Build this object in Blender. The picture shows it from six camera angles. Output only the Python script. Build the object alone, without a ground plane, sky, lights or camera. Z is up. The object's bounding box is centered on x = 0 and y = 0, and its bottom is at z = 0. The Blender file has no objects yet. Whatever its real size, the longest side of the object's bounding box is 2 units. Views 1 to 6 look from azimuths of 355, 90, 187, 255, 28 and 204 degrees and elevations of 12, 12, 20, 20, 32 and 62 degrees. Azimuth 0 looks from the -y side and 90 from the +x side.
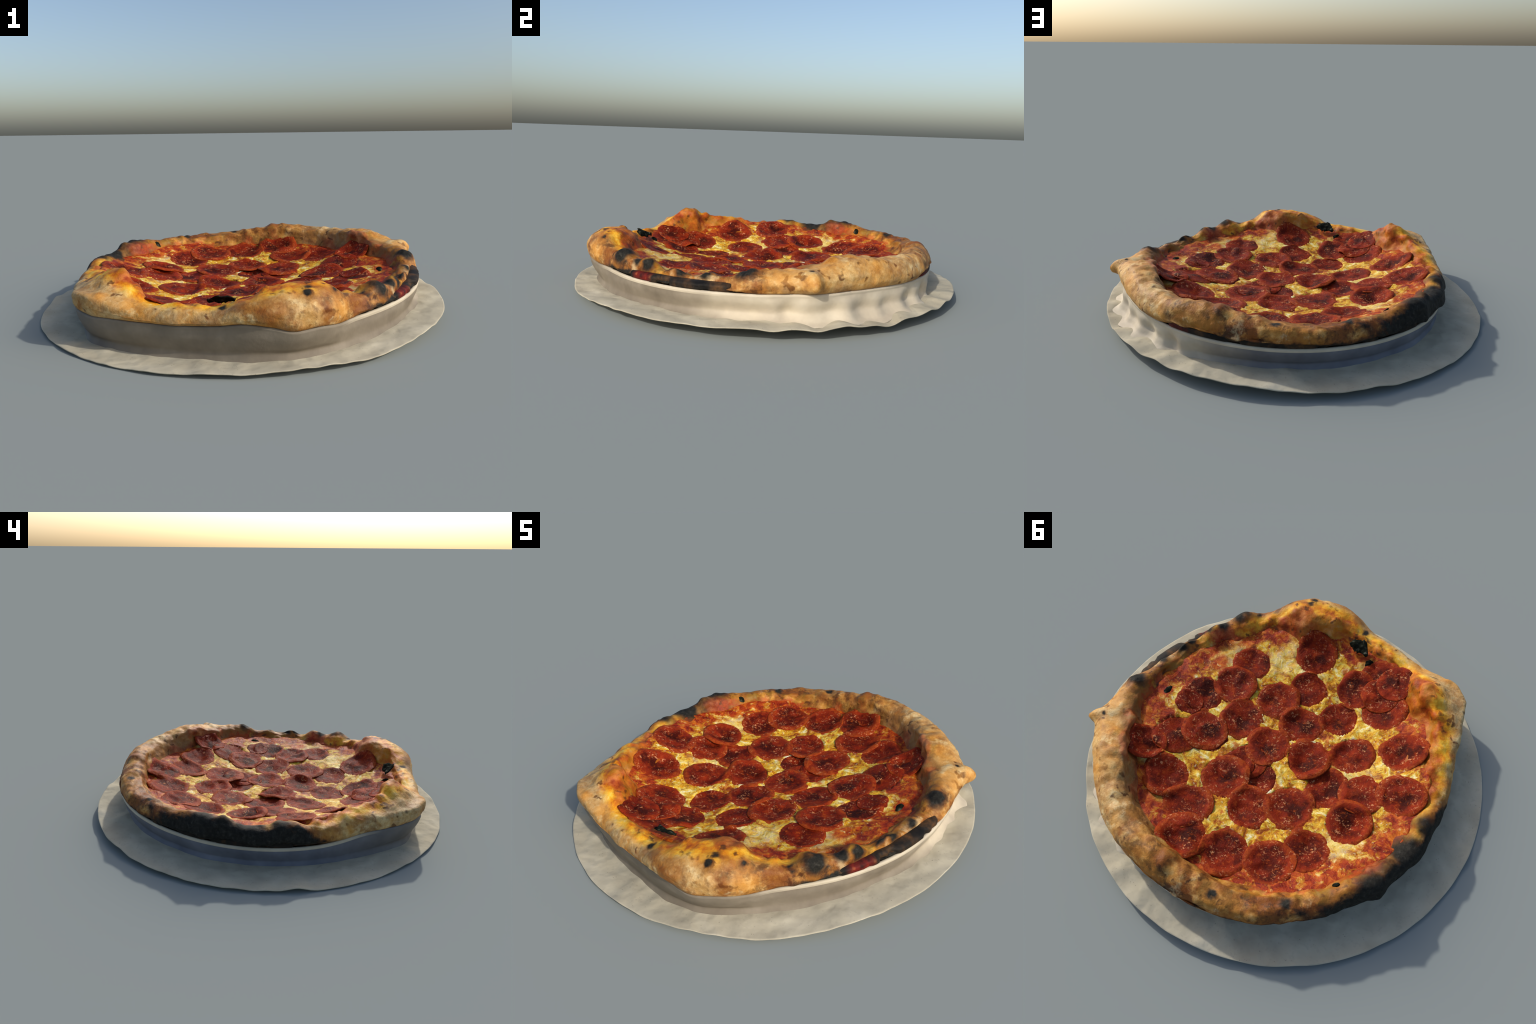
"""Charred pepperoni pizza on a white plate, standing on a round of rumpled stone-coloured paper."""
import bpy, math, random
import numpy as np
from mathutils import Vector, noise

random.seed(7)
TAU = math.tau
rad = math.radians

# ------------------------------------------------------------------ helpers
def table(pairs):
    """periodic, smooth (monotone cubic) lookup of a value by azimuth in degrees"""
    p = sorted(pairs)
    x = np.array([a for a, _ in p], float)
    y = np.array([b for _, b in p], float)
    X = np.concatenate([x[-3:] - 360, x, x[:3] + 360])
    Y = np.concatenate([y[-3:], y, y[:3]])
    h = np.diff(X)
    dl = np.diff(Y) / h
    m = np.zeros_like(Y)
    for i in range(1, len(Y) - 1):
        if dl[i - 1] * dl[i] > 0:
            w1, w2 = 2 * h[i] + h[i - 1], h[i] + 2 * h[i - 1]
            m[i] = (w1 + w2) / (w1 / dl[i - 1] + w2 / dl[i])
    def f(a):
        a = np.asarray(a, float) % 360
        i = np.clip(np.searchsorted(X, a, "right") - 1, 0, len(X) - 2)
        t = (a - X[i]) / h[i]
        return ((2 * t**3 - 3 * t**2 + 1) * Y[i] + (t**3 - 2 * t**2 + t) * h[i] * m[i]
                + (-2 * t**3 + 3 * t**2) * Y[i + 1] + (t**3 - t**2) * h[i] * m[i + 1])
    return f


def sstep(a, b, x):
    t = np.clip((np.asarray(x, float) - a) / (b - a), 0, 1)
    return t * t * (3 - 2 * t)


def nz(x, y, z=0.0, s=1.0):
    return noise.noise(Vector((x * s, y * s, z * s)))


def fbm(x, y, z=0.0, s=1.0, octaves=4):
    return noise.fractal(Vector((x * s, y * s, z * s)), 0.9, 2.0, octaves, noise_basis="PERLIN_ORIGINAL")


def catmull(P, n):
    """open Catmull-Rom through the rows of P (k,2) -> n points evenly spread in parameter"""
    P = np.asarray(P, float)
    Q = np.vstack([2 * P[0] - P[1], P, 2 * P[-1] - P[-2]])
    t = np.linspace(0, len(P) - 1, n)
    i = np.minimum(t.astype(int), len(P) - 2)
    f = (t - i)[:, None]
    a, b, c, d = Q[i], Q[i + 1], Q[i + 2], Q[i + 3]
    return 0.5 * (2 * b + (c - a) * f + (2 * a - 5 * b + 4 * c - d) * f**2 + (3 * b - a - 3 * c + d) * f**3)


def mesh_object(name, verts, faces, mat, parent=None, smooth=True):
    me = bpy.data.meshes.new(name)
    me.from_pydata([tuple(map(float, v)) for v in verts], [], faces)
    me.validate()
    me.update()
    if smooth:
        me.polygons.foreach_set("use_smooth", [True] * len(me.polygons))
    me.materials.append(mat)
    ob = bpy.data.objects.new(name, me)
    bpy.context.scene.collection.objects.link(ob)
    if parent is not None:
        ob.parent = parent
    return ob


def ring_loft(profiles, close_start=False, close_end=False):
    """profiles[j][i] = xyz; j runs round the axis (closed), i along the section"""
    nj, ni = len(profiles), len(profiles[0])
    verts = [p for prof in profiles for p in prof]
    faces = []
    for j in range(nj):
        k = (j + 1) % nj
        for i in range(ni - 1):
            faces.append((j * ni + i, j * ni + i + 1, k * ni + i + 1, k * ni + i))
    for flag, i, rev in ((close_start, 0, False), (close_end, ni - 1, True)):
        if flag:
            c = np.mean([profiles[j][i] for j in range(nj)], axis=0)
            verts.append(c)
            ci = len(verts) - 1
            for j in range(nj):
                k = (j + 1) % nj
                faces.append((ci, k * ni + i, j * ni + i) if rev else (ci, j * ni + i, k * ni + i))
    return verts, faces


# ------------------------------------------------------------------ node helpers
class Mat:
    def __init__(self, name):
        self.m = bpy.data.materials.new(name)
        self.m.use_nodes = True
        self.t = self.m.node_tree
        self.bsdf = self.t.nodes["Principled BSDF"]
        self.coord = self.t.nodes.new("ShaderNodeTexCoord").outputs["Object"]

    def put(self, sock, val):
        if isinstance(val, bpy.types.NodeSocket):
            self.t.links.new(val, sock)
        else:
            if sock.type == "RGBA" and len(val) == 3:
                val = (*val, 1)
            sock.default_value = val

    def noise(self, scale, detail=4.0, rough=0.55, vec=None, dist=0.0, lac=2.0, out="Fac"):
        n = self.t.nodes.new("ShaderNodeTexNoise")
        self.put(n.inputs["Vector"], vec or self.coord)
        for k, v in (("Scale", scale), ("Detail", detail), ("Roughness", rough), ("Distortion", dist), ("Lacunarity", lac)):
            n.inputs[k].default_value = v
        return n.outputs[out]

    def voronoi(self, scale, vec=None, feature="F1", out="Distance", randomness=1.0):
        n = self.t.nodes.new("ShaderNodeTexVoronoi")
        n.feature = feature
        self.put(n.inputs["Vector"], vec or self.coord)
        n.inputs["Scale"].default_value = scale
        n.inputs["Randomness"].default_value = randomness
        return n.outputs[out]

    def math(self, op, a, b=0.0, c=0.0, clamp=False):
        n = self.t.nodes.new("ShaderNodeMath")
        n.operation = op
        n.use_clamp = clamp
        for s, v in zip(n.inputs, (a, b, c)):
            self.put(s, v)
        return n.outputs[0]

    def vmath(self, op, a, b=(0, 0, 0), out="Vector"):
        n = self.t.nodes.new("ShaderNodeVectorMath")
        n.operation = op
        self.put(n.inputs[0], a)
        if op == "SCALE":
            self.put(n.inputs["Scale"], b)
        else:
            self.put(n.inputs[1], b)
        return n.outputs[out]

    def mix(self, fac, a, b, mode="MIX"):
        n = self.t.nodes.new("ShaderNodeMix")
        n.data_type = "RGBA"
        n.blend_type = mode
        self.put(n.inputs[0], fac)
        self.put(n.inputs[6], a)
        self.put(n.inputs[7], b)
        return n.outputs[2]

    def ramp(self, fac, stops, interp="LINEAR"):
        n = self.t.nodes.new("ShaderNodeValToRGB")
        n.color_ramp.interpolation = interp
        e = n.color_ramp.elements
        while len(e) < len(stops):
            e.new(1.0)
        for el, (p, c) in zip(e, sorted(stops, key=lambda s: s[0])):
            el.position = p
            el.color = (c, c, c, 1) if isinstance(c, (int, float)) else (*c, 1)
        self.put(n.inputs[0], fac)
        return n.outputs["Color"]

    def step(self, fac, a, b):
        n = self.t.nodes.new("ShaderNodeMapRange")
        n.interpolation_type = "SMOOTHSTEP"
        self.put(n.inputs["Value"], fac)
        n.inputs["From Min"].default_value = a
        n.inputs["From Max"].default_value = b
        return n.outputs["Result"]

    def xyz(self, vec=None):
        n = self.t.nodes.new("ShaderNodeSeparateXYZ")
        self.put(n.inputs[0], vec or self.coord)
        return n.outputs

    def polar(self):
        """radius and azimuth (0..1, 0 = +x) of the point about the pizza's axis"""
        x, y, z = self.xyz()
        r = self.math("SQRT", self.math("ADD", self.math("MULTIPLY", x, x), self.math("MULTIPLY", y, y)))
        a = self.math("FRACT", self.math("ADD", self.math("DIVIDE", self.math("ARCTAN2", y, x), TAU), 1.0))
        return r, a, z

    def spots(self, places, warp, soft=0.45):
        """union of round spots (x, y, z, radius), frayed by the warped position"""
        out = None
        for x, y, z, r in places:
            d = self.vmath("DISTANCE", warp, (x, y, z), "Value")
            m = self.math("SUBTRACT", 1.0, self.step(d, r * (1 - soft), r * (1 + soft)))
            out = m if out is None else self.math("MAXIMUM", out, m)
        return out

    def warp(self, scale, amount, detail=3.0):
        n = self.noise(scale, detail, out="Color")
        off = self.vmath("SCALE", self.vmath("SUBTRACT", n, (0.5, 0.5, 0.5)), amount)
        return self.vmath("ADD", self.coord, off)

    def bump(self, height, strength, dist=0.01, normal=None):
        n = self.t.nodes.new("ShaderNodeBump")
        n.inputs["Strength"].default_value = strength
        n.inputs["Distance"].default_value = dist
        self.put(n.inputs["Height"], height)
        if normal is not None:
            self.put(n.inputs["Normal"], normal)
        return n.outputs[0]

    def finish(self, color, rough=0.6, normal=None, **kw):
        self.put(self.bsdf.inputs["Base Color"], color)
        self.put(self.bsdf.inputs["Roughness"], rough)
        if normal is not None:
            self.put(self.bsdf.inputs["Normal"], normal)
        for k, v in kw.items():
            self.put(self.bsdf.inputs[k.replace("_", " ")], v)
        return self.m


def hexc(h):
    v = [int(h[i:i + 2], 16) / 255 for i in (0, 2, 4)]
    return tuple(c / 12.92 if c <= 0.04045 else ((c + 0.055) / 1.055) ** 2.4 for c in v)


# ------------------------------------------------------------------ measured form of the pizza (azimuth in degrees, metres)
crust_out = table([(0, .902), (6, .912), (10, .936), (13, .978), (15.5, .940), (23, .920), (31, .905), (40, .908), (49, .905), (57, .896),
                   (69, .874), (80, .868), (90, .864), (97, .864), (104, .866), (111, .845), (123, .838), (130, .826), (137, .828), (141.5, .842),
                   (148, .818), (160, .818), (169, .803), (176, .808), (190, .816), (197, .820), (203, .845), (210, .882), (214, .912), (218, .938),
                   (223, .940), (229, .905), (236, .880), (243, .862), (252, .864), (259, .876), (264.5, .903), (271, .926), (278, .936),
                   (285, .926), (291, .896), (299, .860), (308, .857), (318, .838), (332, .832), (342, .835), (348, .848), (355, .890)])
# height of the widest point between the lower edge (0) and the crest (1)
crust_belly = table([(0, .42), (13, .46), (26, .42), (200, .42), (215, .40), (236, .30), (256, .30), (272, .40), (300, .42)])
crust_top = table([(0, .246), (10, .262), (15, .276), (22, .296), (28, .304), (34, .294), (41, .280), (50, .277), (60, .286), (70, .276), (80, .256), (90, .246),
                   (100, .240), (110, .230), (120, .232), (130, .230), (140, .247), (147, .245), (155, .217), (162, .215), (171, .234),
                   (180, .210), (188, .206), (195, .240), (203, .246), (210, .262), (217, .286), (223, .306), (229, .272), (238, .216), (248, .212),
                   (258, .212), (264, .238), (270, .268), (277, .284), (283, .291), (289, .278), (296, .230), (302, .217), (307, .240),
                   (314, .215), (320, .232), (327, .208), (333, .225), (338, .202), (344, .217), (351, .212), (357, .253)])
# how far in from the outside the crest of the roll stands
crust_crest = table([(0, .065), (8, .09), (15, .125), (22, .145), (28, .140), (34, .125), (43, .080), (60, .074), (90, .072), (110, .058), (150, .050), (180, .050), (198, .080), (206, .115), (215, .160), (222, .178),
                     (229, .130), (238, .085), (255, .080), (265, .10), (274, .145), (284, .160), (291, .10), (300, .045), (320, .034), (345, .040)])
# how steep the inner face of the roll is (1 = upright, 0 = soft ramp), and how far its outer shoulder drops
crust_steep = table([(0, .7), (15, 1.), (45, 1.), (60, .9), (95, .8), (115, .6), (150, .4), (185, .2), (205, .4), (220, .7), (235, .5), (265, .6), (284, .5), (300, .3), (330, .25), (350, .45)])
shoulder_drop = table([(0, .22), (14, .16), (22, .10), (34, .10), (45, .22), (190, .22), (206, .38), (220, .60), (230, .45), (240, .25), (262, .2), (275, .12), (285, .12), (296, .2)])
crust_in = table([(5, .765), (14, .735), (22, .730), (34, .735), (45, .750), (61, .735), (75, .730), (85, .725), (95, .720), (104, .722),
                  (117, .730), (125, .722), (135, .712), (149, .712), (159, .712), (169, .704), (181, .705), (189, .688), (196, .655), (204, .695),
                  (212, .715), (219, .685), (228, .700), (233, .735), (240, .752), (248, .752), (256, .750), (264, .752), (276, .722), (284, .672),
                  (291, .718), (299, .745), (313, .728), (324, .756), (330, .760), (343, .760), (349, .768), (358, .770)])
skirt_r = table([(190, .795), (200, .825), (206, .860), (212, .894), (218, .918), (223, .922), (229, .894), (236, .872), (243, .854), (252, .856), (259, .868),
                 (265, .892), (271, .912), (278, .930), (285, .920), (291, .888), (298, .856), (305, .850), (320, .858), (335, .872), (350, .885),
                 (0, .893), (8, .906), (13, .922), (18, .915), (25, .903), (40, .893), (60, .885), (75, .872), (90, .862), (105, .846), (120, .828),
                 (135, .812), (150, .802), (165, .793), (180, .790)])
skirt_z = table([(190, .116), (200, .140), (209, .148), (216, .150), (228, .142), (236, .140), (244, .138), (252, .142), (259, .150), (266, .165),
                 (272, .158), (278, .140), (284, .147), (292, .134), (305, .138), (320, .146), (335, .153), (350, .159), (0, .162),
                 (10, .170), (15, .170), (22, .172), (30, .172), (45, .166), (60, .162), (75, .157), (90, .151), (105, .143), (120, .135),
                 (135, .126), (150, .117), (165, .110), (180, .108)])
foot_r = table([(0, .850), (8, .882), (13, .895), (18, .897), (30, .888), (45, .884), (60, .869), (72, .846), (90, .819), (104, .805), (130, .785), (150, .770), (170, .764), (190, .774),
                (205, .814), (212, .840), (219, .864), (228, .850), (236, .836), (243, .829), (252, .832), (260, .846), (270, .874), (279, .884), (288, .866), (297, .848), (306, .842), (315, .840), (330, .840), (345, .842)])
table_edge = table([(0, .054), (16, .053), (21, .061), (26, .050), (32, .039), (37, .050), (43, .059), (49, .055), (60, .055), (80, .052),
                    (90, .046), (99, .036), (110, .031), (116, .034), (122, .027), (134, .020), (146, .014), (157, .013), (165, .013), (172, .020),
                    (177, .003), (188, .003), (200, .010), (215, .008), (231, .006), (248, .011), (258, .018), (270, .021), (278, .027),
                    (284, .028), (294, .021), (306, .036), (321, .049), (335, .051)])


def table_z(r, a):
    x, y = r * math.cos(rad(a)), r * math.sin(rad(a))
    flat = 0.027 + 0.028 * x + 0.018 * y
    k = float(sstep(0.72, 1.0, r))
    return flat * (1 - k) + float(table_edge(a)) * k


# heights of the topping where its level was read off: (x, y, z)
LEVELS = [(.363, -.425, .161), (.065, -.596, .178), (.391, -.273, .158), (.52, -.155, .157), (.155, -.278, .129), (.038, -.397, .133), (.279, -.106, .130),
          (.424, .044, .134), (.633, .236, .205), (-.017, -.192, .115), (-.178, -.305, .106), (-.377, -.409, .140), (.094, -.018, .113), (.472, .341, .172),
          (.221, .230, .122), (.078, .172, .108), (-.115, -.022, .117), (-.31, -.12, .117), (-.538, -.206, .168), (.311, .442, .152), (.047, .35, .125),
          (-.132, .257, .119), (-.262, .102, .124), (-.427, .075, .146), (-.594, .032, .194), (-.413, .241, .147), (.247, .576, .182), (.049, .583, .154),
          (-.157, .556, .152), (-.283, .44, .143), (-.129, -.522, .132), (-.375, -.600, .178), (-.35, .646, .200), (-.449, .498, .185), (-.684, -.241, .215), (-.575, -.20, .198),
          (.703, -.095, .182), (.45, -.55, .172), (.36, .62, .185), (0, .70, .165), (.70, .26, .20), (-.47, -.47, .175), (-.60, .33, .185), (-.16, -.70, .185),
          (.17, -.66, .210), (.10, -.70, .200), (-.70, .0, .215), (-.66, .2, .202), (-.57, .43, .192), (-.2, .69, .188), (.60, -.40, .180), (.27, -.60, .185), (.55, .46, .182)]
_L = np.array(LEVELS)


def _tps(d2):
    return .5 * d2 * np.log(d2 + 1e-9)


_d2 = (_L[:, None, 0] - _L[None, :, 0]) ** 2 + (_L[:, None, 1] - _L[None, :, 1]) ** 2
_n = len(_L)
_A = np.zeros((_n + 3, _n + 3))
_A[:_n, :_n] = _tps(_d2) + np.eye(_n) * .004
_A[:_n, _n:] = np.column_stack([np.ones(_n), _L[:, 0], _L[:, 1]])
_A[_n:, :_n] = _A[:_n, _n:].T
_W = np.linalg.solve(_A, np.concatenate([_L[:, 2] - .011, np.zeros(3)]))


def bed_z(x, y):
    """height of the topping bed: a smooth sheet through the levels, a little below the slices' tops"""
    x, y = np.asarray(x, float), np.asarray(y, float)
    out = _W[_n] + _W[_n + 1] * x + _W[_n + 2] * y
    for k in range(_n):
        out = out + _W[k] * _tps((x - _L[k, 0]) ** 2 + (y - _L[k, 1]) ** 2)
    return out


# ------------------------------------------------------------------ materials
def make_crust_mat():
    M = Mat("baked_crust")
    r, a, z = M.polar()
    w = M.warp(9, 0.06)
    ws = M.warp(22, 0.035, 4)
    big = M.noise(5, 4, 0.6)
    mid = M.noise(16, 5, 0.62)
    fine = M.noise(60, 4, 0.65)
    base = M.ramp(mid, [(0.28, hexc("6E4019")), (0.40, hexc("A8712F")), (0.50, hexc("C89248")), (0.60, hexc("DBB06A")), (.76, hexc("E6CE98"))])
    # cool pale floury dough on the two puffed lobes
    pale_by_az = M.ramp(a, [(0, .25), (.05, .55), (.12, .5), (.18, .2), (.3, 0), (.5, .1), (.55, .8), (.62, 1.), (.68, .8), (.73, .85), (.78, .65), (.82, .1), (.95, 0)])
    base = M.mix(M.math("MULTIPLY", pale_by_az, M.step(M.noise(6, 4, .6), .36, .58)), base,
                 M.ramp(fine, [(.3, hexc("AA8A56")), (.5, hexc("CBAE78")), (.7, hexc("DCC694"))]))
    # broad browning by region round the ring
    brown_by_az = M.ramp(a, [(0.0, .6), (.02, .15), (.12, .12), (.16, .6), (.20, 1.), (.33, 1.), (.42, .95), (.50, .7), (.53, .3), (.62, .2),
                             (.70, .25), (.76, .4), (.81, .75), (.86, .95), (.94, .95), (.98, .7)])
    tan = M.mix(M.math("MULTIPLY", brown_by_az, M.math("ADD", M.step(M.noise(7, 5, .65), .40, .60), .30), clamp=True), base, hexc("80491C"))
    tan = M.mix(M.math("MULTIPLY", brown_by_az, M.step(M.noise(12, 6, .72, w), .47, .60)), tan, hexc("452A15"))
    # oil and cheese stained yellow-orange inner slope
    yel_by_az = M.ramp(a, [(0, .45), (.03, .2), (.15, .15), (.3, .3), (.42, .3), (.47, .7), (.52, .95), (.58, 1), (.66, 1), (.76, 1), (.83, .85), (.9, .7), (.97, .6)])
    inner_edge = M.ramp(a, [(0, .83), (.03, .82), (.15, .76), (.25, .76), (.38, .775), (.47, .76), (.52, .76), (.56, .79), (.61, .84), (.65, .83), (.68, .81), (.74, .84),
                            (.79, .86), (.83, .80), (.92, .795), (.97, .81)])
    innerness = M.math("SUBTRACT", inner_edge, M.math("ADD", r, M.math("MULTIPLY", M.math("SUBTRACT", big, .5), .14)))
    inner = M.step(innerness, -0.03, 0.03)
    yellow = M.ramp(M.noise(13, 5, .62, w), [(0.3, hexc("8A3C08")), (.39, hexc("C26A0C")), (.49, hexc("DD9415")), (.60, hexc("E6B236")), (.75, hexc("E8D08A"))])
    col = M.mix(M.math("MULTIPLY", inner, yel_by_az), tan, yellow)
    inner_shade_by_az = M.ramp(a, [(0, .75), (.05, .7), (.12, .6), (.18, .45), (.3, .3), (.45, .1), (.55, 0), (.85, 0), (.93, .5), (.97, .75)])  # shadow on the roll's inner face, coloured in as dark brown
    inner_shade = M.math("MULTIPLY", M.math("MULTIPLY", inner, inner_shade_by_az), M.step(M.noise(6, 5, .65, w), .36, .54))
    col = M.mix(inner_shade, col, hexc("64381A"))
    # sauce splashed up the inside
    sauce_by_az = M.ramp(a, [(0, .75), (.03, .55), (.1, .45), (.2, .6), (.4, .7), (.5, .75), (.55, .5), (.6, .5), (.68, .5), (.74, .35), (.8, .65), (.9, .85), (.97, .8)])
    sn = M.noise(8, 5, .62, ws)
    sauce_in = M.step(M.math("ADD", innerness, M.math("MULTIPLY", M.math("SUBTRACT", sn, .5), .26)), 0.025, 0.075)
    saucec = M.ramp(mid, [(.3, hexc("4E1206")), (.48, hexc("84260D")), (.62, hexc("A64414")), (.76, hexc("C8701C"))])
    col = M.mix(M.math("MULTIPLY", sauce_in, M.math("ADD", sauce_by_az, .2), clamp=True), col, saucec)
    # freckles
    freckle = M.math("MULTIPLY", M.step(M.noise(23, 1.8, .5, ws), .60, .69), M.step(M.noise(6, 4), .38, .52))
    col = M.mix(M.math("MULTIPLY", freckle, .85), col, hexc("4E270D"))
    dry = M.math("SUBTRACT", 1.0, M.math("MULTIPLY", inner, .85))
    blister = M.math("MULTIPLY", M.math("MULTIPLY", M.step(M.noise(10, 5, .6, w), .50, .64), M.math("ADD", .35, M.math("MULTIPLY", brown_by_az, .5))), dry)
    col = M.mix(blister, col, hexc("7A4214"))
    gold = M.math("MULTIPLY", M.math("MULTIPLY", M.step(M.noise(4.5, 4, .6), .45, .62), .4), dry)
    col = M.mix(gold, col, hexc("CC8C36"))
    flour = M.math("MULTIPLY", M.math("MULTIPLY", M.step(M.noise(8, 5, .65), .56, .68), .5), dry)
    col = M.mix(flour, col, hexc("E2CB98"))
    # charring: a by-azimuth flank mask plus single blisters
    char_by_az = M.ramp(a, [(0, .35), (.03, .0), (.15, .05), (.19, .25), (.24, .34), (.28, .42), (.32, .56), (.37, .82), (.41, .97), (.47, .88), (.51, .5), (.54, .12),
                            (.58, .0), (.78, .0), (.82, .35), (.85, .5), (.95, .5), (.975, .40)])
    outness = M.step(M.math("SUBTRACT", r, M.math("SUBTRACT", inner_edge, M.math("MULTIPLY", M.math("SUBTRACT", big, .5), .10))), -0.02, 0.05)
    cn = M.noise(9, 6, .66, w)
    cm = M.step(M.math("ADD", M.math("SUBTRACT", cn, .97), M.math("MULTIPLY", M.math("MULTIPLY", char_by_az, outness), .95)), .0, .20)
    SP = [(.834, -.061, .24, .046), (.725, -.105, .17, .026), (.79, -.24, .23, .034), (.74, -.34, .225, .044), (.70, -.41, .225, .026), (.65, -.50, .225, .036), (.59, -.56, .23, .036),
          (.52, -.65, .23, .050), (.44, -.70, .22, .016), (.192, -.818, .287, .018), (.185, -.86, .262, .017), (.30, -.80, .27, .014), (-.138, -.804, .219, .022),
          (-.628, .523, .243, .075), (-.68, .42, .19, .08), (-.70, .30, .20, .075), (-.745, .15, .19, .055), (-.56, .61, .17, .06), (-.30, .72, .23, .028), (-.735, .30, .14, .06),
          (.86, .20, .26, .012), (-.70, -.36, .20, .014), (-.76, -.50, .24, .012), (.62, .60, .21, .012), (.47, .72, .22, .03), (.30, .78, .24, .018), (.15, .80, .23, .026), (.0, .80, .24, .022), (.885, .0, .19, .012)]
    sp = M.spots(SP, M.vmath("ADD", ws, M.vmath("SUBTRACT", w, M.coord)), .40)
    x, y, zz = M.xyz()
    tray = M.math("ADD", M.math("ADD", M.math("MULTIPLY", x, .034), M.math("MULTIPLY", y, .0193)), .133)
    above = M.math("ADD", M.math("SUBTRACT", zz, tray), M.math("MULTIPLY", M.math("SUBTRACT", mid, .5), .07))
    low_by_az = M.ramp(a, [(0, 0), (.15, .3), (.2, .9), (.5, 1), (.53, 0), (.825, 0), (.845, 1), (.965, 1), (.98, 0)])
    low = M.math("MULTIPLY", M.math("MULTIPLY", M.math("SUBTRACT", 1, M.step(above, .018, .042)), outness), low_by_az)
    cm = M.math("MAXIMUM", cm, low)
    charm = M.math("MAXIMUM", cm, sp)
    charc = M.ramp(fine, [(.35, hexc("12100B")), (.55, hexc("22201A")), (.75, hexc("3A3730"))])
    halo = M.math("MULTIPLY", M.math("MAXIMUM", M.spots(SP, w, .9), M.step(M.math("ADD", M.math("SUBTRACT", cn, .9), M.math("MULTIPLY", M.math("MULTIPLY", char_by_az, outness), .95)), .0, .2)), .75)
    col = M.mix(halo, col, hexc("5A2E10"))
    col = M.mix(charm, col, charc)
    h = M.math("ADD", M.math("MULTIPLY", mid, .6), M.math("MULTIPLY", fine, .4))
    return M.finish(col, M.math("ADD", .55, M.math("MULTIPLY", charm, .2)), M.bump(h, .6, .012), Specular_IOR_Level=.2)


def make_under_mat():
    M = Mat("burnt_underside")
    r, a, z = M.polar()
    n = M.noise(14, 5, .6)
    col = M.ramp(n, [(.35, hexc("0E0C0A")), (.52, hexc("221C16")), (.66, hexc("46311D")), (.8, hexc("704822"))])
    red = M.ramp(a, [(0, 0.), (.05, 0.), (.06, .9), (.092, .9), (.1, 0.), (.12, 0), (.14, .9), (.175, 1.), (.18, 0.), (.880, 0.), (.886, 1.), (.900, 1.), (.906, 0.)])
    col = M.mix(M.math("MULTIPLY", red, .9), col, M.ramp(M.noise(20, 3), [(.4, hexc("3A0E0B")), (.6, hexc("6E1A12")), (.8, hexc("B8673A"))]))
    return M.finish(col, .7, M.bump(n, .4, .01), Specular_IOR_Level=.2)


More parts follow.
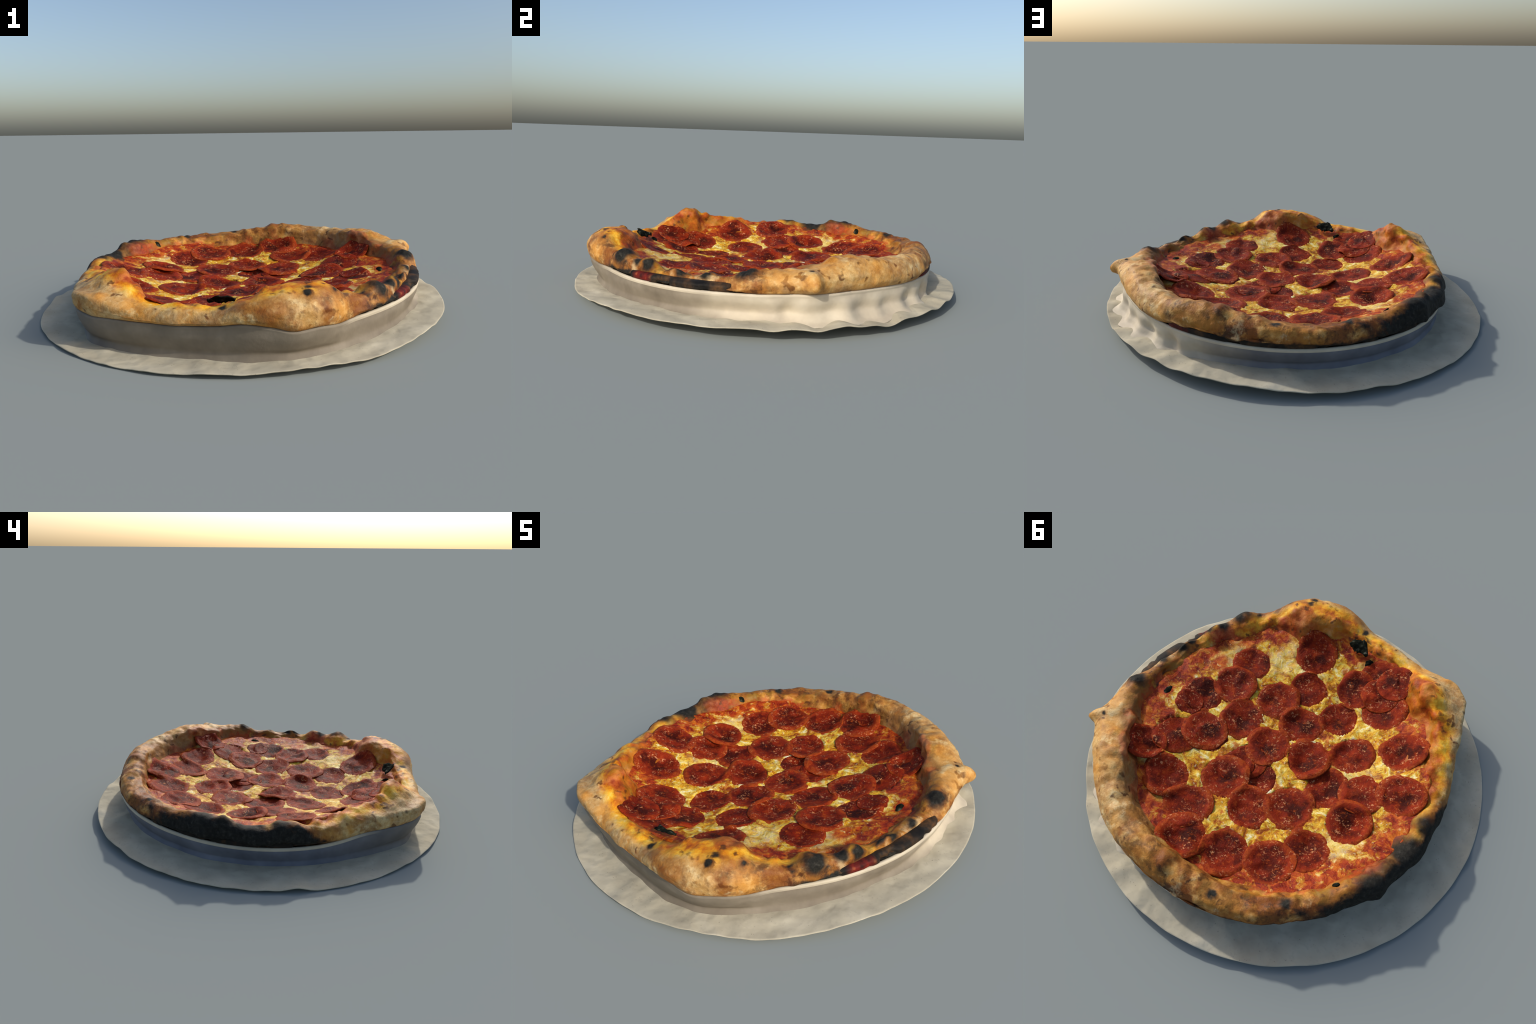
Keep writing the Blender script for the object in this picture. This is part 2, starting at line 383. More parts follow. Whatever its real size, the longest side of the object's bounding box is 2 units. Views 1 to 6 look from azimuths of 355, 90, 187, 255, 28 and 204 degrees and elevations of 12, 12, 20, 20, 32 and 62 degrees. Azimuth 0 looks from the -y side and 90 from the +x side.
def make_bed_mat():
    """melted cheese running into tomato sauce"""
    M = Mat("cheese_and_sauce")
    r, a, z = M.polar()
    w = M.warp(10, 0.07, 4)
    ws = M.warp(30, 0.03, 4)
    n1 = M.noise(15, 6, .70, w, .8)
    n2 = M.noise(34, 5, .66, ws, .5)
    n3 = M.noise(60, 5, .6, ws)
    cheese = M.ramp(n1, [(.37, hexc("86380A")), (.425, hexc("B4690E")), (.48, hexc("D0961A")), (.54, hexc("DDB53C")), (.60, hexc("E6D07A")), (.68, hexc("EEE4C0"))])
    cheese = M.mix(M.math("MULTIPLY", M.step(n2, .52, .64), .85), cheese, hexc("A06414"))
    cheese = M.mix(M.math("MULTIPLY", M.step(n2, .60, .70), .8), cheese, hexc("70260A"))
    cheese = M.mix(M.math("MULTIPLY", M.math("SUBTRACT", 1, M.step(n3, .34, .46)), .4), cheese, hexc("9A7420"))
    cheese = M.mix(M.math("MULTIPLY", M.step(n3, .57, .68), .55), cheese, hexc("F0E6B8"))
    pale = M.spots([(-.37, -.02, .12, .085), (-.46, .20, .14, .05), (-.40, .36, .14, .07), (.47, -.42, .16, .08), (.22, -.50, .17, .07), (.0, -.48, .16, .05), (.16, -.60, .18, .06),
                    (.45, .42, .16, .05), (.02, .63, .15, .04), (-.20, -.62, .18, .04), (.60, .30, .17, .04)], w, .5)
    cheese = M.mix(M.math("MULTIPLY", pale, .5), cheese, M.ramp(n2, [(.34, hexc("B07A24")), (.45, hexc("D8B95E")), (.56, hexc("E6D694")), (.68, hexc("EEE6C6"))]))
    sauce = M.ramp(n1, [(.3, hexc("4E1005")), (.42, hexc("7C1E0A")), (.52, hexc("A23A10")), (.64, hexc("C76A18")), (.75, hexc("D9972E"))])
    sauce = M.mix(M.math("MULTIPLY", M.step(n2, .56, .68), .7), sauce, hexc("C87A22"))
    sauce = M.mix(M.math("MULTIPLY", M.step(n3, .62, .70), .5), sauce, hexc("DDA860"))
    edge = M.ramp(a, [(0, .60), (.06, .58), (.12, .60), (.2, .66), (.28, .62), (.34, .60), (.40, .60), (.46, .62), (.52, .62), (.58, .55), (.64, .55), (.70, .60), (.76, .66),
                      (.82, .66), (.88, .62), (.94, .62)])
    rr = M.math("ADD", r, M.math("MULTIPLY", M.math("SUBTRACT", M.noise(6, 5, .62, ws), .5), .34))
    sm = M.step(M.math("SUBTRACT", rr, edge), -.015, .03)
    stray = M.step(M.noise(9, 5, .6, ws), .57, .63)
    sm = M.math("MAXIMUM", sm, M.math("MULTIPLY", stray, .8))
    sm = M.math("MULTIPLY", sm, M.math("SUBTRACT", 1, M.math("MULTIPLY", pale, .8)))
    red = M.spots([(-.30, .60, .15, .10), (-.48, .52, .16, .06), (-.62, .17, .18, .06), (.30, -.62, .18, .05), (.52, -.36, .17, .05), (-.50, .06, .15, .035), (.02, .30, .12, .03), (-.10, .70, .17, .06)], w, .4)
    sm = M.math("MAXIMUM", sm, red)
    strand = M.math("MULTIPLY", M.step(M.noise(17, 6, .65, ws, .4), .54, .62), M.step(r, .80, .60))
    sm = M.math("MULTIPLY", sm, M.math("SUBTRACT", 1, M.math("MULTIPLY", strand, .85)))
    col = M.mix(sm, cheese, sauce)
    h = M.math("ADD", M.math("MULTIPLY", n1, .5), M.math("ADD", M.math("MULTIPLY", n2, .4), M.math("MULTIPLY", n3, .1)))
    return M.finish(col, M.ramp(n2, [(.35, .40), (.7, .62)]), M.bump(h, .9, .015), Specular_IOR_Level=.14)


def make_pepperoni_mat():
    M = Mat("fried_pepperoni")
    info = M.t.nodes.new("ShaderNodeObjectInfo").outputs["Random"]
    x, y, _ = M.xyz()
    own = M.vmath("ADD", M.coord, M.vmath("SCALE", (3.1, 5.7, 2.3), M.math("MULTIPLY", info, 9.0)))
    ang = M.math("MULTIPLY", info, 40.0)
    x2 = M.math("ADD", x, M.math("MULTIPLY", M.math("SINE", ang), .028))
    y2 = M.math("ADD", y, M.math("MULTIPLY", M.math("COSINE", ang), .028))
    rr = M.math("DIVIDE", M.math("SQRT", M.math("ADD", M.math("MULTIPLY", x, x), M.math("MULTIPLY", y, y))), .098)
    rc = M.math("DIVIDE", M.math("SQRT", M.math("ADD", M.math("MULTIPLY", x2, x2), M.math("MULTIPLY", y2, y2))), .098)
    n1 = M.noise(14, 5, .6, own)
    n2 = M.noise(55, 6, .68, own)
    n3 = M.noise(140, 3, .6, own)
    rw = M.math("ADD", rr, M.math("MULTIPLY", M.math("SUBTRACT", n1, .5), .5))
    col = M.ramp(n1, [(.3, hexc("400F07")), (.44, hexc("601809")), (.58, hexc("7C220C")), (.72, hexc("923210"))])
    col = M.mix(M.math("MULTIPLY", M.step(rw, .72, .95), .55), col, hexc("8E2D11"))
    rcw = M.math("ADD", rc, M.math("MULTIPLY", M.math("SUBTRACT", n1, .5), 1.1))
    dark = M.math("MULTIPLY", M.math("SUBTRACT", 1, M.step(rcw, .18, .62)), M.step(info, .1, .6))  # shading of the cupped hollow tinted into the meat, placed at random
    col = M.mix(M.math("MULTIPLY", dark, .85), col, hexc("300D07"))
    col = M.mix(M.math("MULTIPLY", M.step(n2, .54, .66), .6), col, hexc("A3481A"))
    col = M.mix(M.math("MULTIPLY", M.math("SUBTRACT", 1, M.step(n2, .32, .44)), .55), col, hexc("3E110A"))
    rim = M.math("MULTIPLY", M.step(rr, .95, 1.03), M.step(n2, .40, .55))
    col = M.mix(M.math("MULTIPLY", rim, .35), col, hexc("A8521E"))
    painted_glint = M.math("MULTIPLY", M.step(M.noise(85, 4, .62, own, .8), .565, .625), M.step(M.noise(18, 3, .5, own), .45, .60))  # pale specks drawn for glints on the greasy slice
    col = M.mix(M.math("MULTIPLY", painted_glint, .7), col, hexc("CF8F62"))
    h = M.math("ADD", M.math("MULTIPLY", n2, .7), M.math("MULTIPLY", n3, .3))
    return M.finish(col, M.ramp(n2, [(.35, .38), (.65, .62)]), M.bump(h, .8, .009), Specular_IOR_Level=.06)


def make_plate_mats():
    out = []
    for name in ("glazed_rim", "shade_tinted_side"):
        M = Mat(name)
        r, a, z = M.polar()
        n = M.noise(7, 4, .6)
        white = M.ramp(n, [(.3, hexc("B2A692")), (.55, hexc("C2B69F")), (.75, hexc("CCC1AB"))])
        warm_shade = M.ramp(n, [(.3, hexc("6E6456")), (.55, hexc("7E7464")), (.75, hexc("8C8272"))])  # white plate's side darkened to carry the scan's shadow under the crust
        cool_shade = M.ramp(n, [(.3, hexc("5E6068")), (.55, hexc("6C6E76")), (.75, hexc("7A7B82"))])
        painted_shade = M.mix(M.ramp(a, [(0, 0), (.15, .3), (.25, .8), (.32, 1), (.5, 1), (.58, .5), (.65, 0)]), warm_shade, cool_shade)
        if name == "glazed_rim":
            unshaded = M.ramp(a, [(.54, 1), (.57, 0), (.81, 0), (.835, 1)])
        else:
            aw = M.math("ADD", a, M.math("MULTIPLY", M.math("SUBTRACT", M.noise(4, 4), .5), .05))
            unshaded = M.ramp(aw, [(0, 1), (.17, 1), (.23, 0), (.93, 0), (.98, 1)])
        out.append(M.finish(M.mix(unshaded, painted_shade, white), .6, M.bump(M.noise(18, 4, .6), .2, .01), Specular_IOR_Level=.2))
    return out


def make_table_mat():
    M = Mat("speckled_stone_paper")
    n1 = M.noise(5, 5, .6)
    n2 = M.noise(40, 5, .65)
    col = M.ramp(n1, [(.3, hexc("A39B87")), (.5, hexc("B3AB95")), (.7, hexc("C1B9A3"))])
    col = M.mix(M.math("MULTIPLY", M.step(n2, .5, .7), .25), col, hexc("857D70"))
    v = M.voronoi(70, M.warp(60, .01))
    sp = M.math("MULTIPLY", M.math("SUBTRACT", 1, M.step(v, .07, .16)), M.step(M.noise(23, 3), .50, .62))
    col = M.mix(M.math("MULTIPLY", sp, .65), col, hexc("514C44"))
    crease = M.noise(8, 1.6, .5, M.warp(6, .1))
    return M.finish(col, .9, M.bump(M.math("ADD", M.math("MULTIPLY", crease, .9), M.math("MULTIPLY", n2, .03)), .55, .04), Specular_IOR_Level=.1)


def make_leaf_mat():
    M = Mat("burnt_basil")
    n = M.noise(28, 5, .6)
    col = M.ramp(n, [(.35, hexc("0E0F0B")), (.54, hexc("1C1E16")), (.66, hexc("4C4C3E")), (.78, hexc("B9B39A"))])
    return M.finish(col, .95, M.bump(n, .6, .01), Specular_IOR_Level=.05)


MAT_CRUST, MAT_UNDER, MAT_BED, MAT_PEP = make_crust_mat(), make_under_mat(), make_bed_mat(), make_pepperoni_mat()
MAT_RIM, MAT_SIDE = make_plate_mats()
MAT_TABLE, MAT_LEAF = make_table_mat(), make_leaf_mat()


# ------------------------------------------------------------------ table round
def build_table():
    NA = 360
    radii = np.concatenate([np.linspace(0.25, 0.70, 8), np.linspace(0.72, 1.0, 36)])
    profs = []
    for j in range(NA):
        a = 360 * j / NA
        ca, sa = math.cos(rad(a)), math.sin(rad(a))
        fold_amp = float(sstep(-12, 10, a if a < 180 else a - 360) * (1 - sstep(62, 85, a if a < 180 else a - 360)))
        top = []
        for r in radii:
            x, y = r * ca, r * sa
            z = table_z(r, a)
            k = float(sstep(.74, .86, r))
            ripple = 0.004 * math.sin(rad(a) * 36 + 14 * (r - .8)) * fold_amp * k
            z += ripple + 0.006 * k * nz(x, y, 3, 7) + 0.004 * k * nz(x, y, 9, 16)
            top.append([x, y, max(z, 0.0045)])
        rim = 0.998 + 0.004 * nz(ca, sa, 5, 9)
        e = top[-1]
        e[0], e[1] = rim * ca, rim * sa
        prof = top + [[e[0] * 1.0005, e[1] * 1.0005, e[2] - .002], [e[0] * .999, e[1] * .999, e[2] - .0045]]
        for r in (0.9, 0.75, 0.25):
            i = int(np.argmin(abs(radii - r)))
            prof.append([r * ca, r * sa, top[i][2] - .005])
        profs.append(prof)
    v, f = ring_loft(profs, True, True)
    lo = min(p[2] for p in v)
    v = [(p[0], p[1], p[2] - lo) for p in v]
    ob = mesh_object("table_round", v, f, MAT_TABLE)
    ob["label"] = "thin round of rumpled pale stone-coloured table covering"
    ob["category"] = "table surface"
    return ob


# ------------------------------------------------------------------ plate
def build_plate():
    NA = 360
    profs = []
    for j in range(NA):
        a = 360 * j / NA
        s = a if a < 180 else a - 360
        ca, sa = math.cos(rad(a)), math.sin(rad(a))
        rt, zt = float(skirt_r(a)), float(skirt_z(a))
        rf = float(foot_r(a))
        zf = table_z(rf, a)
        fold = float(sstep(-8, 12, s) * (1 - sstep(56, 74, s)))
        billow = math.sin(rad(a - 17) * 36 - math.pi / 2 + 1.1 * nz(ca, sa, 3, 3)) * (.75 + .6 * nz(ca, sa, 8, 6))
        rip = 0.016 * fold * billow * (.5 + abs(nz(ca, sa, 6, 5)) * 2) + 0.007 * nz(ca, sa, 1, 3) + .003 * nz(ca, sa, 2, 9) + .003 * (.3 + fold) * nz(ca, sa, 4, 14)
        loose = float(sstep(-40, -5, s) * (1 - sstep(40, 70, s)))        # here the side runs out softly on to the table
        h = zt - zf
        P = [(rt - .14, zt - .090), (rt - .065, zt - .050), (rt - .024, zt - .006), (rt - .010, zt + .002), (rt - .002, zt - .004), (rt - .003, zt - .015),
             (rt * .74 + rf * .26 + .002 + rip * .5, zt - .34 * h), (rt * .38 + rf * .62 + rip, zt - .64 * h), (rf + .004 + rip + .012 * loose, zf + .20 * h), (rf + .011 + .022 * loose + rip, zf + .05 * h),
             (rf + .016 + .050 * loose + rip, max(zf - .006, .001)), (rf - .01, max(zf - .006, .001)), (rf - .06, max(zf - .006, .001))]
        C = catmull(P, 52)
        profs.append([(r * ca, r * sa, z) for r, z in C])
    ob = bpy.data.objects.new("dinner_plate", None)
    ob.empty_display_size = .1
    bpy.context.scene.collection.objects.link(ob)
    cut = 22
    v, f = ring_loft([p[:cut] for p in profs], True, False)
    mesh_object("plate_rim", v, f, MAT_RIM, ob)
    v, f = ring_loft([p[cut - 1:] for p in profs], False, True)
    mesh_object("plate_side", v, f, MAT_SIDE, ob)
    ob["label"] = "white rimmed dinner plate mostly hidden under the pizza"
    ob["category"] = "plate"
    return ob


# ------------------------------------------------------------------ crust
def base_shows(a):
    """how far the burnt base peeps out between the crust and the plate rim (0..1)"""
    x, y = 7 * math.cos(rad(a)), 7 * math.sin(rad(a))
    return float(SHOW(a)) * min(1.0, max(0.5, .9 + .7 * nz(x, y, 2) + .5 * nz(x, y, 8, 3)))


SHOW = table([(0, 0.), (50, 0.), (60, .8), (75, 1.), (100, .8), (112, .3), (122, .8), (165, .9), (182, .4), (194, 0.), (240, 0.), (296, 0.), (303, .5), (320, .7), (335, .7), (350, .6), (357, .1)])


def crust_section(a):
    """control points (r, z) of the crust ring at azimuth a, from under the cheese over the top to the plate"""
    ri, ro, zt = float(crust_in(a)), float(crust_out(a)), float(crust_top(a))
    rb, zb = float(skirt_r(a)), float(skirt_z(a))
    zi = float(bed_z(ri * math.cos(rad(a)), ri * math.sin(rad(a))))
    rc = max(ro - float(crust_crest(a)), ri + .045)
    zw = zb + float(crust_belly(a)) * (zt - zb)
    up = zt - zi
    show = base_shows(a)
    wi, wo = rc - ri, ro - rc
    st, dr = float(crust_steep(a)), float(shoulder_drop(a))
    return [(ri - .07, zi - .030), (ri - .025, zi - .006), (ri + (.12 - .08 * st) * wi, zi + (.22 + .28 * st) * up), (ri + (.48 - .20 * st) * wi, zi + (.70 + .18 * st) * up), (rc, zt),
            (rc + .60 * wo, zt - dr * (zt - zw)), (ro - .006, zw + .30 * (zt - zw)), (ro, zw - .06 * (zt - zb)), (.5 * (ro + rb) + .003, zb + (.20 + .14 * show) * (zt - zb)),
            (rb - .004 - .016 * show, zb + .004 + .015 * show), (rb - .04, zb - .004 + .013 * show), (rb - .09, zb - .016 + .010 * show)]


def build_crust(parent):
    NA, NS = 540, 84
    profs = []
    for j in range(NA):
        a = 360 * j / NA
        ca, sa = math.cos(rad(a)), math.sin(rad(a))
        C = catmull(crust_section(a), NS)
        T = np.gradient(C, axis=0)
        T /= np.linalg.norm(T, axis=1)[:, None] + 1e-9
        N = np.stack([-T[:, 1], T[:, 0]], 1)          # outward (left of the travel direction)
        row = []
        for i in range(NS):
            r, z = C[i]
            k = float(sstep(6, 16, i) * (1 - sstep(58, 72, i)))
            x, y = r * ca, r * sa
            inward = 1 - float(sstep(.30, .50, i / NS))
            d = (0.006 + 0.009 * inward) * fbm(x, y, z, 7, 3) + (.0035 + .004 * inward) * nz(x, y, z, 19) + 0.0022 * nz(x, y, z, 42)
            d += (.003 + .009 * inward) * nz(ca * 7.5, sa * 7.5, r * 2.5 + z * 2) + .004 * inward * nz(ca * 17, sa * 17, r * 4)
            v = noise.voronoi(Vector((x * 13, y * 13, z * 13)))[0]
            d += (.004 + .005 * inward) * max(0.0, 1 - (v[0] / .42) ** 2) * (1 if nz(x, y, 7, 5) > -.05 else 0.2)
            r2, z2 = r + N[i, 0] * d * k, z + N[i, 1] * d * k
            row.append((r2 * ca, r2 * sa, z2))
        profs.append(row)
    v, f = ring_loft(profs)
    ob = mesh_object("crust", v, f, MAT_CRUST, parent)
    return ob


def build_underside(parent):
    """dark band of burnt dough showing between the crust and the plate rim"""
    NA = 360
    profs = []
    for j in range(NA):
        a = 360 * j / NA
        ca, sa = math.cos(rad(a)), math.sin(rad(a))
        rb, zb = float(skirt_r(a)), float(skirt_z(a))
        o = -.006 - .05 * (1 - min(1, base_shows(a) * 1.6))
        P = [(rb - .10, zb + .02), (rb - .04, zb + .036), (rb + o, zb + .030), (rb + o + .004, zb + .014), (rb + o - .004, zb + .001), (rb - .08, zb - .03)]
        profs.append([(r * ca, r * sa, z) for r, z in catmull(P, 22)])
    v, f = ring_loft(profs)
    return mesh_object("burnt_base", v, f, MAT_UNDER, parent)


# ------------------------------------------------------------------ topping bed
GRID = 640
HALF = 0.90
XS = np.linspace(-HALF, HALF, GRID)
GX, GY = np.meshgrid(XS, XS, indexing="ij")


def bed_relief(x, y):
    return 0.010 * fbm(x, y, 2, 6.5, 3) + 0.0045 * fbm(x, y, 5, 24, 3)


def build_bed(parent):
    NA, NR = 300, 130
    verts, faces = [], []
    for j in range(NR):
        for i in range(NA):
            a = 360 * i / NA
            R = float(crust_in(a)) + .035
            r = R * (j + 1) / NR
            x, y = r * math.cos(rad(a)), r * math.sin(rad(a))
            gi, gj = int(round((x + HALF) / (2 * HALF) * (GRID - 1))), int(round((y + HALF) / (2 * HALF) * (GRID - 1)))
            verts.append((x, y, min(float(hsample(BED0, x, y)) + .005, CAP[gi, gj]) - .03 * float(sstep(.955, 1.0, (j + 1) / NR))))
    verts.append((0, 0, float(hsample(BED0, 0, 0))))
    c = len(verts) - 1
    for i in range(NA):
        faces.append((c, i, (i + 1) % NA))
        for j in range(NR - 1):
            p, q = j * NA + i, j * NA + (i + 1) % NA
            faces.append((p, p + NA, q + NA, q))
    return mesh_object("cheese_and_sauce", verts, faces, MAT_BED, parent)


HM = bed_z(GX, GY)
_rel = np.zeros_like(HM)
for gi in range(0, GRID, 2):
    for gj in range(0, GRID, 2):
        if GX[gi, gj] ** 2 + GY[gi, gj] ** 2 < .72:
            _rel[gi, gj] = bed_relief(GX[gi, gj], GY[gi, gj])
_rel[1::2, ::2] = .5 * (_rel[0::2, ::2] + np.roll(_rel[0::2, ::2], -1, 0))
_rel[:, 1::2] = .5 * (_rel[:, 0::2] + np.roll(_rel[:, 0::2], -1, 1))
HM = HM + _rel
BED0 = HM.copy()
# slices near the edge also lie on the inner face of the crust
_R, _A = np.hypot(GX, GY), np.degrees(np.arctan2(GY, GX)) % 360
_prof = []
for k in range(360):
    C = catmull(crust_section(k), 84)[:31]
    rr = np.maximum.accumulate(C[:, 0] + np.arange(31) * 1e-6)
    _prof.append(np.interp(np.linspace(.5, .95, 226), rr, C[:, 1], left=-1.0))
_prof = np.array(_prof)
_ci = np.clip(((_R - .5) / .002).astype(int), 0, 225)
HM = np.maximum(HM, np.minimum(HM + .03, np.where(_R > .5, _prof[_A.astype(int) % 360, _ci] + .004, -1.0)))
SM = np.full_like(HM, -1.0)                   # tops of the slices alone
CAP = np.full_like(HM, 9.0)                   # the bed may not rise above this under a slice


def hsample(H, x, y):
    fx = np.clip((np.asarray(x) + HALF) / (2 * HALF) * (GRID - 1), 0, GRID - 1.001)
    fy = np.clip((np.asarray(y) + HALF) / (2 * HALF) * (GRID - 1), 0, GRID - 1.001)
    i, j = fx.astype(int), fy.astype(int)
    u, v = fx - i, fy - j
    return H[i, j] * (1 - u) * (1 - v) + H[i + 1, j] * u * (1 - v) + H[i, j + 1] * (1 - u) * v + H[i + 1, j + 1] * u * v


def build_slice(parent, x0, y0, r0, zc, cup, tilt, tilt_dir, fold=None, seed=0):
    """one pepperoni slice draped on what lies below: cup = edge rise, tilt = slope towards tilt_dir (deg),
    fold = (direction, height): one side pinched up into a ridge"""
    global HM, SM, CAP
    r0 *= 1.16
    rng = random.Random(seed)
    NT, NR = 64, 16
    th = np.linspace(0, TAU, NT, endpoint=False)
    rho = np.linspace(0, 1, NR)
    p1, p2, p3 = rng.uniform(0, TAU), rng.uniform(0, TAU), rng.uniform(0, TAU)
    edge = r0 * (1 + .025 * np.sin(2 * th + p1) + .02 * np.sin(3 * th + p2) + .012 * np.sin(7 * th + p3))
    RR = rho[:, None] * edge[None, :]
    X, Y = x0 + RR * np.cos(th), y0 + RR * np.sin(th)
    Z = hsample(HM, X, Y)
    Z0 = Z
    for _ in range(14):                        # a stiff slice evens out what it rests on
        Z = .5 * Z + .25 * (np.roll(Z, 1, 1) + np.roll(Z, -1, 1))
        Z = .5 * Z + .25 * (np.vstack([Z[:1], Z[:-1]]) + np.vstack([Z[1:], Z[-1:]]))
        Z[0] = Z[0].mean()
        Z = np.maximum(Z, Z0 - .003)
    q = rho[:, None]
    wav = 1 + .55 * np.sin(2 * th + p2)[None, :] + .35 * np.sin(3 * th + p3)[None, :]
    sag = rng.uniform(.6, 1.9)
    hx, hy = rng.uniform(-.35, .35), rng.uniform(-.35, .35)
    dent = np.exp(-(((q * np.cos(th) - hx) ** 2 + (q * np.sin(th) - hy) ** 2) / .16))
    lean = np.clip(np.cos(th - rng.uniform(0, TAU)), -.2, 1)[None, :]
    Z = Z + .003 + 1.1 * cup * (.45 * wav + .7 * lean) * sstep(.45, 1.0, q) - sag * cup * dent - .007 * sstep(.84, 1, q)
    Z = Z + .005 * np.array([[nz(X[a, b], Y[a, b], seed + 3, 17) for b in range(NT)] for a in range(NR)]) * sstep(0, .3, q)
    d = q * np.cos(th - rad(tilt_dir))[None, :]
    Z = Z + .35 * tilt * r0 * d
    if fold:
        fd, fh = fold
        t = q * np.cos(th - rad(fd))[None, :]
        s = q * np.sin(th - rad(fd))[None, :]
        Z = Z + fh * np.exp(-(s / .34) ** 2) * sstep(-.4, .9, t)
    off = np.array([[0.0030 * nz(X[a, b], Y[a, b], seed, 30) + .005 * nz(X[a, b], Y[a, b], seed + 9, 12) for b in range(NT)] for a in range(NR)])
    Z = Z + off
    Z = np.maximum(Z, hsample(SM, X, Y) + .004)
    Z[0] = Z[0].mean()
    TH = .007
    lx, ly, lz = x0, y0, float(Z[0, 0])
    verts, faces = [(0, 0, 0)], []
    for k in range(1, NR):
        for b in range(NT):
            verts.append((X[k, b] - lx, Y[k, b] - ly, Z[k, b] - lz))
    # rounded rim and underside
    for grow, dz in ((.004, -.25 * TH), (.0045, -.65 * TH), (.001, -TH)):
        for b in range(NT):
            verts.append((X[-1, b] - lx + grow * math.cos(th[b]), Y[-1, b] - ly + grow * math.sin(th[b]), Z[-1, b] - lz + dz))
    for k in (11, 5):
        for b in range(NT):
            verts.append((X[k, b] - lx, Y[k, b] - ly, Z[k, b] - lz - TH))
    verts.append((0, 0, -TH))
    rings = NR - 1 + 5
    last = len(verts) - 1
    for b in range(NT):
        c = (b + 1) % NT
        faces.append((0, 1 + b, 1 + c))
        for k in range(rings - 1):
            p = 1 + k * NT
            faces.append((p + b, p + NT + b, p + NT + c, p + c))
        p = 1 + (rings - 1) * NT
        faces.append((p + b, last, p + c))
    ob = mesh_object("pepperoni_slice", verts, faces, MAT_PEP, parent)
    ob.location = (lx, ly, lz)
    # write the slice's top into the height map
    m = (GX - x0) ** 2 + (GY - y0) ** 2 < (r0 * 1.06) ** 2
    gx, gy = GX[m] - x0, GY[m] - y0
    ang = (np.arctan2(gy, gx) % TAU) / TAU * NT
    ia = ang.astype(int) % NT
    fa = ang - np.floor(ang)
    ed = edge[ia] * (1 - fa) + edge[(ia + 1) % NT] * fa
    rr = np.hypot(gx, gy) / ed
    ok = rr <= 1.0
    fr = np.clip(rr * (NR - 1), 0, NR - 1.001)
    ir = fr.astype(int)
    u = fr - ir
    zz = (Z[ir, ia] * (1 - u) + Z[ir + 1, ia] * u) * (1 - fa) + (Z[ir, (ia + 1) % NT] * (1 - u) + Z[ir + 1, (ia + 1) % NT] * u) * fa
    cur = HM[m]
    HM[m] = np.where(ok, np.maximum(cur, zz + .001), cur)
    SM[m] = np.where(ok, np.maximum(SM[m], zz), SM[m])
    CAP[m] = np.where(rr < .90, np.minimum(CAP[m], zz - .005), CAP[m])
    return ob


# x, y, radius, centre height, cup, tilt, direction of rise, fold -- lowest slices first
SLICES = [
    (.030, -.400, .090, .130, .006, 0, 0, None), (.065, .165, .080, .108, .006, 0, 0, None), (.16, .10, .085, .112, .005, 0, 0, None), (.20, .145, .075, .113, .005, 0, 0, None),
    (-.262, .102, .098, .122, .010, .05, 120, None), (.380, .055, .075, .135, .006, .05, 20, None), (.54, .12, .095, .150, .004, .25, 110, None),
    (.363, -.425, .092, .158, .008, .06, 250, None), (.520, -.155, .092, .155, .010, .05, 330, None), (.391, -.273, .094, .162, .013, .05, 270, None),
    (.155, -.278, .100, .129, .010, 0, 0, None), (.279, -.106, .096, .130, .010, 0, 0, None), (.424, .030, .098, .134, .008, .05, 0, None),
    (.065, -.596, .098, .185, .012, .28, 250, None), (-.017, -.192, .096, .118, .012, .05, 240, None), (-.178, -.305, .090, .108, .006, 0, 0, None), (-.29, -.575, .10, .175, .004, .10, 240, None),
    (-.377, -.409, .100, .145, .007, .06, 240, None), (-.20, -.49, .090, .150, .006, .05, 230, (300, .02)), (-.335, -.50, .085, .165, .004, 0, 230, (40, .018)), (-.385, -.570, .078, .19, .003, .1, 235, None),
    (.094, -.018, .098, .113, .007, 0, 0, None), (-.115, -.022, .098, .122, .013, .03, 180, (150, .012)), (-.310, -.120, .098, .119, .010, 0, 0, None), (-.538, -.206, .098, .172, .012, .25, 190, None),
    (.221, .230, .106, .130, .011, 0, 0, None), (.472, .341, .098, .172, .014, .05, 40, None), (.633, .236, .082, .215, .018, .75, 20, None),
    (.311, .442, .104, .155, .010, .05, 60, None), (.047, .335, .098, .127, .012, 0, 0, None), (-.132, .257, .106, .121, .006, 0, 0, None),
    (-.427, .075, .094, .146, .010, .08, 160, None), (-.600, .032, .098, .192, .010, .25, 180, None), (-.413, .241, .098, .150, .014, .06, 150, None),
    (.255, .590, .100, .180, .010, .18, 70, (140, .02)), (.049, .583, .104, .156, .008, .05, 90, None), (-.283, .440, .102, .143, .007, .03, 120, None),
    (-.157, .556, .100, .156, .012, .04, 100, None), (.565, -.075, .06, .165, .004, .05, 0, None),
]


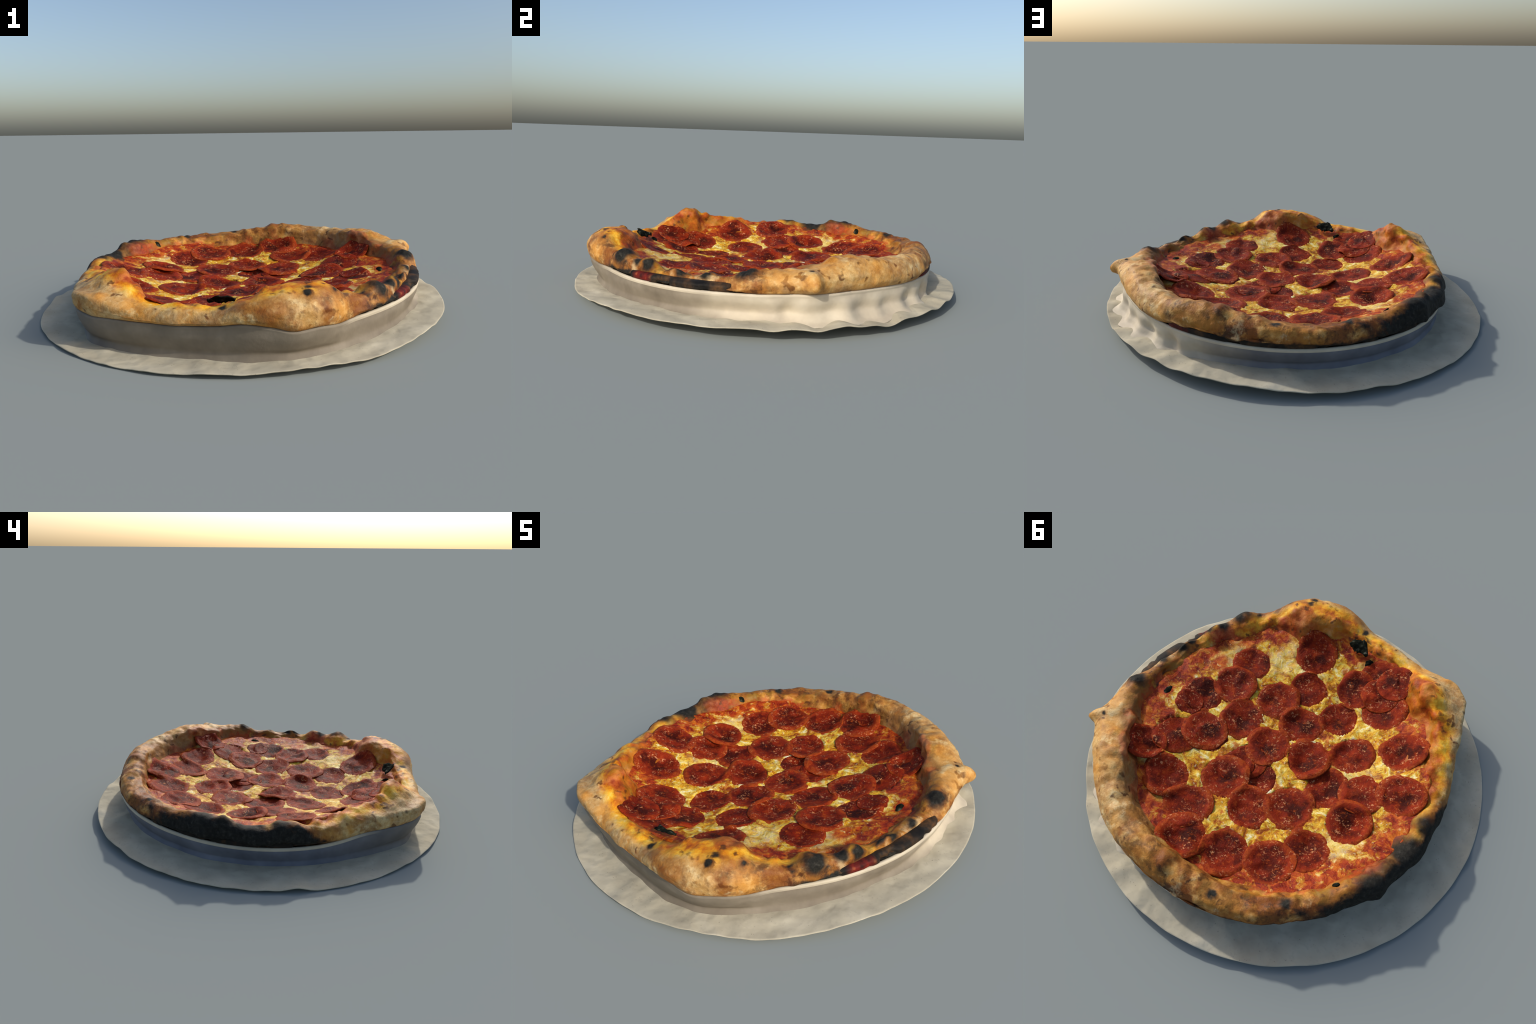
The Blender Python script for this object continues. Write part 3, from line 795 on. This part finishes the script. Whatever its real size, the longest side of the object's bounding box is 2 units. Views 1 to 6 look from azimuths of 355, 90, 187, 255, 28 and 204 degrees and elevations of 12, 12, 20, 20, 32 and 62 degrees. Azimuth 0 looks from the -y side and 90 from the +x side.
def build_leaf(parent):
    nx, ny = 16, 10
    verts, faces = [], []
    for layer, dz in ((0, 0.006), (1, 0.0)):
        for i in range(nx + 1):
            u = i / nx
            half = (.052 + .030 * nz(u * 4, 2, 1) + .014 * nz(u * 13, 5, 1)) * math.sin(math.pi * min(1, max(0, u))) ** .5 * (1 - .3 * u) + .001
            for j in range(ny + 1):
                v = 2 * j / ny - 1
                x = -.075 + .15 * u
                y = v * half * (1 + .25 * math.sin(9 * u + 2 * v)) + .022 * math.sin(4 * u)
                z = -.012 * abs(v) ** 1.5 + .006 * math.sin(5 * u + 1) + .010 * nz(x, y, 4, 40)
                verts.append((x, y, z + dz))
    n = (nx + 1) * (ny + 1)
    for i in range(nx):
        for j in range(ny):
            a = i * (ny + 1) + j
            q = (a, a + ny + 1, a + ny + 2, a + 1)
            faces.append(q)
            faces.append(tuple(reversed([n + t for t in q])))
    border = [i * (ny + 1) for i in range(nx + 1)] + [nx * (ny + 1) + j for j in range(1, ny + 1)] + [i * (ny + 1) + ny for i in range(nx - 1, -1, -1)] + [j for j in range(ny - 1, 0, -1)]
    for k in range(len(border)):
        p, q = border[k], border[(k + 1) % len(border)]
        faces.append((p, n + p, n + q, q))
    ob = mesh_object("basil_leaf", verts, faces, MAT_LEAF, parent)
    ob.scale = (.80, .72, .6)
    ob.location = (-.140, -.690, .214)
    ob.rotation_euler = (rad(34), rad(0), rad(166))
    return ob


# x, y, half length, half width, heading, height, kind
BITS = [(.690, -.095, .040, .020, 80, .012, "charred_bit"), (-.21, -.655, .028, .018, 40, .010, "charred_bit"), (-.470, .555, .020, .014, 20, .010, "charred_bit")]


def build_bits(parent):
    for k, (x, y, a, b, head, h, kind) in enumerate(BITS):
        NT, NR = 36, 9
        ch, sh = math.cos(rad(head)), math.sin(rad(head))
        z0 = float(hsample(HM, x, y))
        verts, faces = [(0, 0, h)], []
        for j in range(1, NR + 1):
            q = j / NR
            for i in range(NT):
                t = TAU * i / NT
                e = 1 + .22 * nz(math.cos(t) * 1.6, math.sin(t) * 1.6, k * 3.1) + .10 * nz(math.cos(t) * 5, math.sin(t) * 5, k * 7.7)
                u, v = a * q * e * math.cos(t), b * q * e * math.sin(t)
                px, py = u * ch - v * sh, u * sh + v * ch
                z = float(hsample(HM, x + px, y + py)) - z0 + h * (1 - q ** 2.5) * (1 + .5 * nz(px * 30, py * 30, k)) - .006 * q ** 6
                verts.append((px, py, z))
        for i in range(NT):
            n = (i + 1) % NT
            faces.append((0, 1 + i, 1 + n))
            for j in range(NR - 1):
                p = 1 + j * NT
                faces.append((p + i, p + NT + i, p + NT + n, p + n))
        base = len(verts)
        verts.append((0, 0, -.010))
        p = 1 + (NR - 1) * NT
        for i in range(NT):
            faces.append((base, p + (i + 1) % NT, p + i))
        ob = mesh_object(kind, verts, faces, MAT_LEAF, parent)
        ob.location = (x, y, z0)


# ------------------------------------------------------------------ assembly
table_ob = build_table()
plate_ob = build_plate()
pizza = bpy.data.objects.new("pepperoni_pizza", None)
pizza.empty_display_size = .1
bpy.context.scene.collection.objects.link(pizza)
pizza["label"] = "round pepperoni pizza with puffy charred crust and melted cheese"
pizza["category"] = "pizza"
build_crust(pizza)
build_underside(pizza)
for k, (x, y, r, zc, cup, tilt, td, fold) in enumerate(SLICES):
    build_slice(pizza, x, y, r, zc, cup, tilt, td, fold, 100 + k)
build_bed(pizza)
build_leaf(pizza)
build_bits(pizza)
